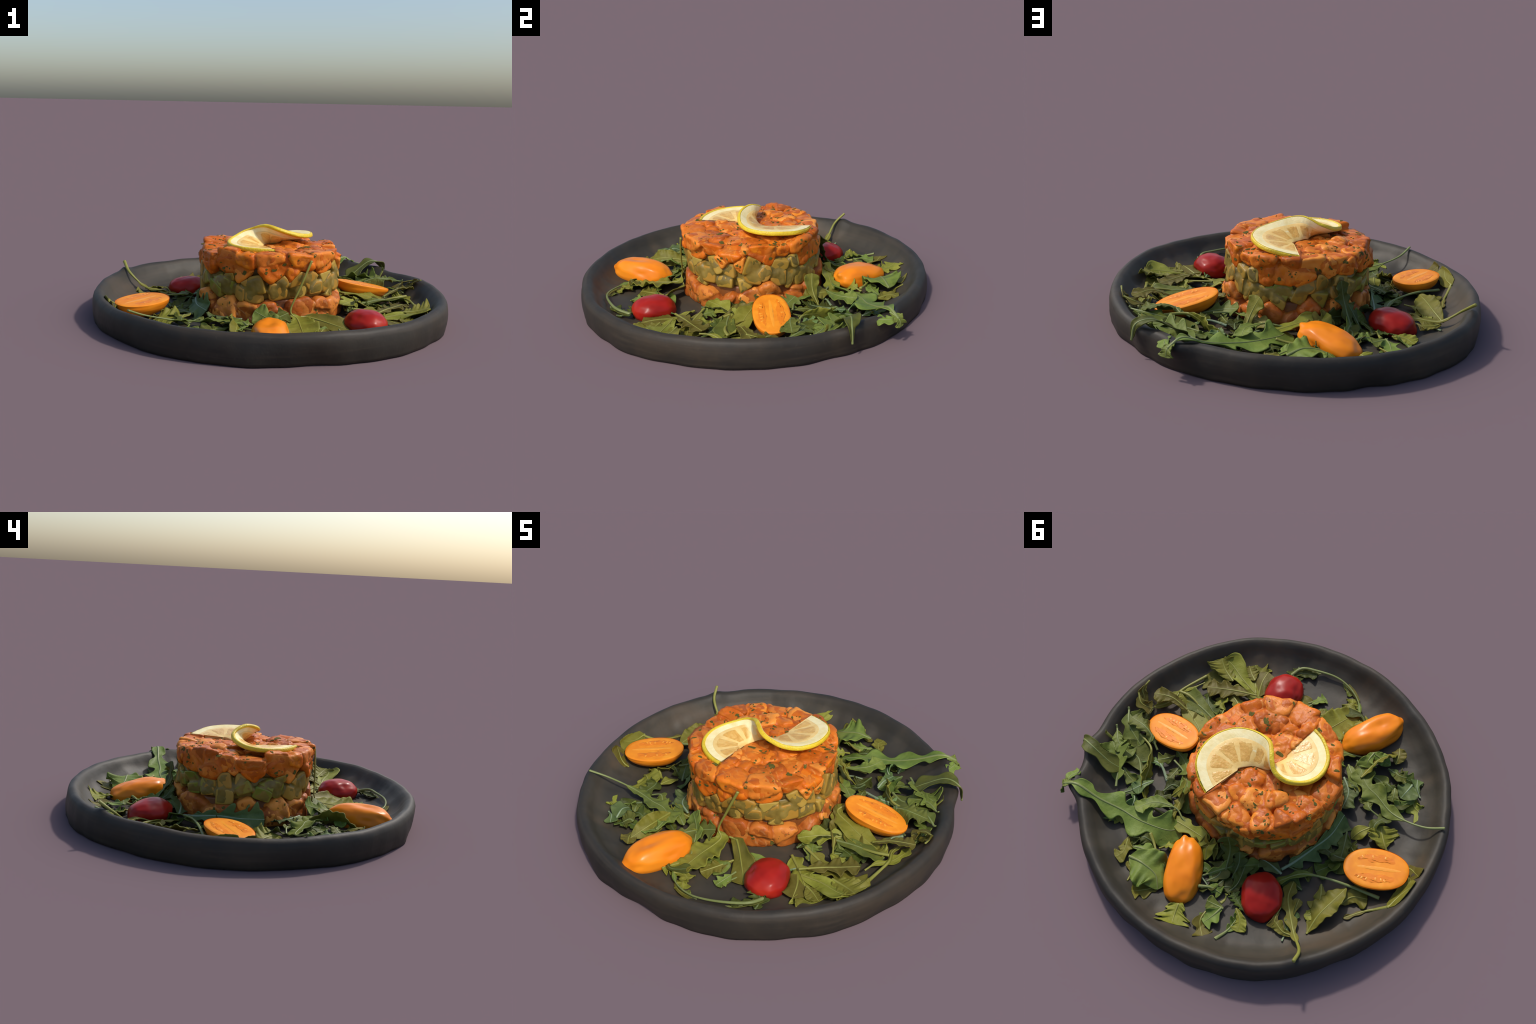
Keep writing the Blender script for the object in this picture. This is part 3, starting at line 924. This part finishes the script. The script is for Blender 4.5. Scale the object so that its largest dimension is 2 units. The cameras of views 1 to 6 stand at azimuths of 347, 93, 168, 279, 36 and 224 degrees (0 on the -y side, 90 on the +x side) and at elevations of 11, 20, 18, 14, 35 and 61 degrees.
    leaf("y", .04, 1, .3, 0, 0, [(-0.37, 0.56, 0.05), (-0.43, 0.59, 0.05), (-0.46, 0.64, 0.04)])
    leaf("g", .035, 1, .4, 0, 0, [(-0.33, 0.61, 0.06), (-0.30, 0.62, 0.06), (-0.24, 0.64, 0.06)])
    leaf("y", .010, 0, 0, .9, 0, [(-0.30, 0.60, 0.06), (-0.30, 0.57, 0.06), (-0.29, 0.55, 0.08)])
    leaf("g", .035, 2, .5, .3, 0, [(-0.15, 0.62, 0.06), (-0.20, 0.58, 0.06), (-0.26, 0.56, 0.05)])
    leaf("d", .06, 3, .5, 0, 20, [(-0.16, 0.57, 0.05), (-0.18, 0.50, 0.06), (-0.14, 0.44, 0.07)])
    leaf("d", .045, 2, .5, 0, -20, [(-0.28, 0.53, 0.05), (-0.28, 0.46, 0.06), (-0.23, 0.35, 0.08)])
    leaf("d", .055, 2, .5, 0, 0, [(-0.23, 0.57, 0.04), (-0.25, 0.52, 0.05), (-0.31, 0.48, 0.05)])
    leaf("b", .115, 5, .62, .08, -52, [(-0.38, 0.25, 0.05), (-0.40, 0.17, 0.06), (-0.42, 0.05, 0.08), (-0.43, -0.07, 0.08), (-0.40, -0.20, 0.08)])
    leaf("b", .07, 2, .3, 0, -20, [(-0.40, 0.27, 0.06), (-0.33, 0.28, 0.08), (-0.27, 0.30, 0.10)])
    leaf("y", .085, 0, 0, .1, 0, [(-0.69, -0.22, 0.04), (-0.65, -0.24, 0.06), (-0.57, -0.30, 0.06)])
    leaf("y", .035, 0, 0, 0, 0, [(-0.54, -0.25, 0.06), (-0.52, -0.19, 0.06), (-0.51, -0.14, 0.04)])
    leaf("g", .065, 3, .6, .33, 0, [(-0.84, -0.48, 0.17), (-0.76, -0.43, 0.13), (-0.66, -0.40, 0.10), (-0.56, -0.39, 0.08), (-0.45, -0.41, 0.08), (-0.36, -0.42, 0.08), (-0.26, -0.48, 0.07)])
    leaf("g", .028, 2, .5, .55, 0, [(-0.84, 0.01, 0.07), (-0.69, 0.08, 0.09), (-0.57, 0.14, 0.09), (-0.48, 0.20, 0.08), (-0.43, 0.29, 0.07), (-0.41, 0.34, 0.05)])
    leaf("y", .06, 0, 0, 0, 30, [(-0.71, 0.40, 0.04), (-0.69, 0.30, 0.07), (-0.69, 0.20, 0.08), (-0.69, 0.09, 0.08)])
    leaf("y", .06, 1, .3, 0, 0, [(-0.72, 0.17, 0.05), (-0.74, 0.10, 0.06), (-0.80, 0.05, 0.05)])
    leaf("y", .04, 4, .55, .3, 0, [(-0.79, 0.58, 0.21), (-0.76, 0.51, 0.15), (-0.67, 0.45, 0.07), (-0.57, 0.38, 0.06), (-0.51, 0.33, 0.05), (-0.47, 0.25, 0.05)])
    leaf("y", .035, 1, .3, 0, 0, [(-0.67, 0.46, 0.06), (-0.62, 0.48, 0.06), (-0.56, 0.47, 0.06)])
    leaf("y", .028, 1, .4, 0, 0, [(-0.60, 0.40, 0.05), (-0.58, 0.35, 0.06), (-0.56, 0.30, 0.06)])
    leaf("y", .06, 1, .3, 0, 0, [(-0.91, 0.03, 0.06), (-0.91, -0.05, 0.07), (-0.92, -0.11, 0.09), (-0.94, -0.16, 0.10)])
    leaf("y", .016, 2, .4, .4, 0, [(-0.91, 0.02, 0.06), (-0.84, 0.10, 0.04), (-0.78, 0.21, 0.04)])
    leaf("y", .05, 1, .4, 0, 0, [(-0.81, -0.22, 0.05), (-0.86, -0.22, 0.07), (-0.92, -0.19, 0.08)])
    leaf("y", .05, 2, .5, 0, 0, [(-0.58, 0.16, 0.05), (-0.63, 0.22, 0.05), (-0.64, 0.29, 0.04)])
    leaf("y", .03, 0, 0, 0, 0, [(-0.65, 0.28, 0.04), (-0.65, 0.32, 0.04), (-0.63, 0.34, 0.04)])
    leaf("d", .06, 2, .5, 0, 0, [(-0.53, -0.05, 0.04), (-0.54, 0.04, 0.04), (-0.51, 0.13, 0.04)])
    leaf("d", .06, 3, .5, 0, 0, [(-0.47, -0.15, 0.05), (-0.52, -0.07, 0.05), (-0.59, 0.06, 0.04)])
    leaf("d", .06, 2, .5, 0, 0, [(-0.53, 0.25, 0.04), (-0.46, 0.26, 0.04), (-0.45, 0.31, 0.04)])
    leaf("g", .012, 0, 0, .85, 0, [(0.45, -0.65, 0.06), (0.43, -0.72, 0.08), (0.36, -0.77, 0.08), (0.25, -0.82, 0.08), (0.15, -0.83, 0.07), (0.05, -0.80, 0.06), (-0.02, -0.74, 0.06)])
    leaf("d", .032, 2, .4, 0, 0, [(0.45, -0.66, 0.05), (0.41, -0.71, 0.06), (0.34, -0.76, 0.06)])
    leaf("g", .022, 1, .4, 0, 0, [(0.20, -0.83, 0.06), (0.15, -0.82, 0.05), (0.11, -0.80, 0.04)])
    leaf("y", .035, 2, .5, 0, 0, [(-0.01, -0.75, 0.06), (0.04, -0.73, 0.06), (0.08, -0.75, 0.06)])
    leaf("g", .035, 3, .5, .2, 0, [(0.23, -0.57, 0.05), (0.22, -0.62, 0.05), (0.20, -0.69, 0.04)])
    leaf("y", .08, 0, 0, .45, 0, [(0.12, -0.38, 0.38), (0.06, -0.40, 0.24), (0.01, -0.42, 0.12), (0.04, -0.45, 0.08), (0.02, -0.60, 0.07), (-0.00, -0.76, 0.05)])
    leaf("y", .07, 1, .3, 0, 0, [(0.06, -0.36, 0.08), (0.16, -0.45, 0.07), (0.31, -0.61, 0.04)])
    leaf("y", .055, 2, .5, 0, 0, [(0.17, -0.51, 0.05), (0.13, -0.59, 0.05), (0.08, -0.66, 0.04)])
    leaf("g", .022, 1, .4, 0, 0, [(0.25, -0.59, 0.04), (0.23, -0.64, 0.04), (0.20, -0.69, 0.04)])
    leaf("y", .028, 0, 0, 0, 0, [(-0.02, -0.35, 0.07), (-0.06, -0.41, 0.08), (-0.13, -0.47, 0.08)])
    leaf("g", .05, 2, .5, 0, 0, [(-0.00, -0.56, 0.05), (0.10, -0.58, 0.05), (0.18, -0.60, 0.04)])
    leaf("y", .09, 4, .55, 0, 0, [(0.38, -0.31, 0.04), (0.50, -0.41, 0.05), (0.65, -0.55, 0.04)])
    leaf("y", .085, 4, .6, .1, 0, [(0.42, -0.25, 0.07), (0.57, -0.30, 0.06), (0.70, -0.31, 0.05), (0.80, -0.30, 0.05)])
    leaf("y", .07, 1, .3, 0, 0, [(0.45, -0.55, 0.04), (0.56, -0.53, 0.04), (0.65, -0.55, 0.05)])
    leaf("y", .065, 3, .5, 0, 0, [(0.57, -0.40, 0.04), (0.69, -0.42, 0.04), (0.79, -0.38, 0.05)])
    leaf("y", .06, 0, 0, 0, 20, [(0.45, 0.12, 0.12), (0.42, 0.05, 0.10), (0.53, 0.00, 0.09), (0.65, -0.04, 0.07), (0.78, -0.07, 0.06)])
    leaf("y", .02, 1, .3, .3, 0, [(0.79, -0.29, 0.06), (0.81, -0.12, 0.07), (0.79, -0.03, 0.07), (0.83, 0.08, 0.07)])
    leaf("g", .065, 1, .3, 0, 0, [(0.51, -0.11, 0.06), (0.64, -0.11, 0.08), (0.78, -0.10, 0.07)])
    leaf("d", .06, 1, .3, 0, 0, [(0.38, -0.27, 0.06), (0.42, -0.16, 0.08), (0.46, -0.02, 0.08)])
    leaf("y", .022, 1, .3, .2, 0, [(-0.01, -0.75, 0.04), (0.08, -0.82, 0.04), (0.19, -0.83, 0.05)])
    leaf("y", .04, 2, .5, 0, 0, [(0.06, -0.71, 0.04), (0.06, -0.76, 0.05), (0.09, -0.80, 0.04)])
    leaf("g", .022, 1, .3, .2, 0, [(0.29, -0.81, 0.05), (0.39, -0.75, 0.06), (0.46, -0.65, 0.06)])
    leaf("y", .055, 0, 0, 0, 30, [(-0.31, -0.43, 0.08), (-0.31, -0.58, 0.10), (-0.35, -0.69, 0.07)])
    leaf("g", .05, 1, .4, 0, 20, [(-0.26, -0.59, 0.10), (-0.27, -0.53, 0.10), (-0.29, -0.50, 0.08)])
    leaf("g", .035, 0, 0, 0, 0, [(-0.25, -0.58, 0.10), (-0.31, -0.60, 0.08), (-0.37, -0.61, 0.07)])
    leaf("y", .035, 0, 0, 0, 0, [(-0.38, -0.64, 0.06), (-0.36, -0.69, 0.07), (-0.33, -0.73, 0.07)])
    leaf("g", .05, 2, .5, 0, 0, [(-0.32, -0.48, 0.06), (-0.39, -0.50, 0.06), (-0.49, -0.47, 0.06)])
    leaf("g", .05, 0, 0, 0, 0, [(-0.42, -0.59, 0.08), (-0.45, -0.59, 0.08), (-0.48, -0.62, 0.06)])
    leaf("b", .06, 0, 0, 0, 0, [(-0.53, -0.61, 0.06), (-0.54, -0.55, 0.08), (-0.54, -0.50, 0.06)])
    leaf("y", .06, 2, .5, 0, 0, [(-0.59, -0.57, 0.05), (-0.62, -0.52, 0.05), (-0.70, -0.51, 0.05)])
    leaf("g", .05, 1, .3, 0, 0, [(-0.20, -0.45, 0.06), (-0.27, -0.41, 0.07), (-0.34, -0.38, 0.06)])
    leaf("b", .06, 2, .4, 0, -25, [(-0.24, -0.37, 0.07), (-0.32, -0.32, 0.07), (-0.36, -0.23, 0.06)])
    leaf("d", .05, 3, .5, 0, 0, [(-0.37, -0.59, 0.06), (-0.45, -0.60, 0.06), (-0.52, -0.63, 0.05)])
    leaf("g", .03, 1, .4, 0, 0, [(-0.57, -0.65, 0.05), (-0.55, -0.62, 0.05), (-0.54, -0.59, 0.04)])
    leaf("g", .04, 1, .4, 0, 0, [(-0.48, -0.52, 0.07), (-0.50, -0.49, 0.07), (-0.52, -0.45, 0.06)])
    leaf("d", .05, 3, .5, 0, 0, [(-0.21, -0.51, 0.05), (-0.29, -0.47, 0.05), (-0.36, -0.47, 0.05)])
    leaf("d", .06, 2, .5, 0, 0, [(-0.52, -0.42, 0.05), (-0.56, -0.47, 0.05), (-0.57, -0.57, 0.04)])
    leaf("d", .055, 3, .5, .1, 0, [(-0.19, 0.47, 0.05), (-0.16, 0.40, 0.18), (-0.14, 0.39, 0.29)])
    leaf("d", .045, 3, .5, .1, 0, [(-0.24, 0.47, 0.05), (-0.22, 0.40, 0.10), (-0.19, 0.36, 0.16)])
    leaf("y", .05, 1, .3, 0, 0, [(0.34, 0.37, 0.04), (0.30, 0.34, 0.12), (0.26, 0.34, 0.20)])
    leaf("y", .05, 1, .4, 0, 0, [(0.68, -0.04, 0.08), (0.78, -0.02, 0.12), (0.88, 0.03, 0.11)])
    leaf("g", .06, 3, .5, .1, 0, [(0.90, 0.20, 0.11), (0.81, 0.27, 0.11), (0.68, 0.30, 0.08)])
    leaf("g", .055, 3, .5, .1, 0, [(0.60, 0.25, 0.07), (0.71, 0.22, 0.13), (0.84, 0.23, 0.12)])
    leaf("y", .045, 2, .45, .1, 0, [(0.93, 0.10, 0.14), (0.87, 0.13, 0.12), (0.82, 0.10, 0.09)])
    leaf("g", .05, 3, .5, .1, 0, [(0.86, 0.32, 0.10), (0.77, 0.38, 0.10), (0.66, 0.38, 0.08)])
    leaf("g", .075, 4, .6, .1, 0, [(0.58, 0.56, 0.07), (0.68, 0.46, 0.09), (0.80, 0.40, 0.10)])

def build_undergrowth():
    """smaller leaves between and under the big ones, in the sectors the salad fills"""
    sectors = [(30, 75, .50, .90, 9), (0, 30, .55, .88, 3), (75, 110, .50, .85, 5), (110, 150, .48, .80, 5), (150, 200, .48, .72, 5), (205, 245, .48, .84, 6), (255, 285, .50, .80, 2), (300, 335, .50, .86, 4), (335, 360, .45, .85, 3)]
    for a0, a1, r0, r1, n in sectors:
        for _ in range(n):
            a = math.radians(rngl.uniform(a0, a1)); r = rngl.uniform(r0, r1)
            d = rngl.uniform(0, 6.283); L = rngl.uniform(.10, .20)
            z = rngl.uniform(.034, .05)
            p = np.array([r * math.cos(a), r * math.sin(a)]); t = np.array([math.cos(d), math.sin(d)]); q = np.array([-t[1], t[0]]) * rngl.normal(0, .18) * L
            pts = [(*(p - t * L / 2), z), (*(p + q), z + rngl.uniform(.005, .025)), (*(p + t * L / 2), z + rngl.uniform(-.005, .02))]
            kind = rngl.choice(["g", "y", "d", "d", "b"] if a0 < 150 or a0 > 200 else ["d", "g", "d", "y"])
            leaf(str(kind), rngl.uniform(.03, .058), int(rngl.integers(1, 5)), .58, rngl.choice([0, .2, .35]), rngl.normal(0, 18), pts)

    # leaves that lean up against the foot of the tartare
    for a in np.arange(5, 360, 24):
        if 290 < a < 318 or 125 < a < 225:
            continue
        a = math.radians(a + rngl.uniform(-8, 8)); d = rngl.choice([-1, 1]) * rngl.uniform(.25, .5)
        h = rngl.uniform(.07, .12)
        pts = [(.60 * math.cos(a - d), .60 * math.sin(a - d), .045), (.475 * math.cos(a - d * .4), .475 * math.sin(a - d * .4), .08), (.43 * math.cos(a + d * .35), .43 * math.sin(a + d * .35), h)]
        leaf(str(rngl.choice(["g", "d", "y"])), rngl.uniform(.045, .065), int(rngl.integers(2, 5)), .58, .15, -30 * (1 if d > 0 else -1), pts)

build_plate()
build_lemon()
build_tartare()
build_tomatoes()
build_arugula()
build_undergrowth()
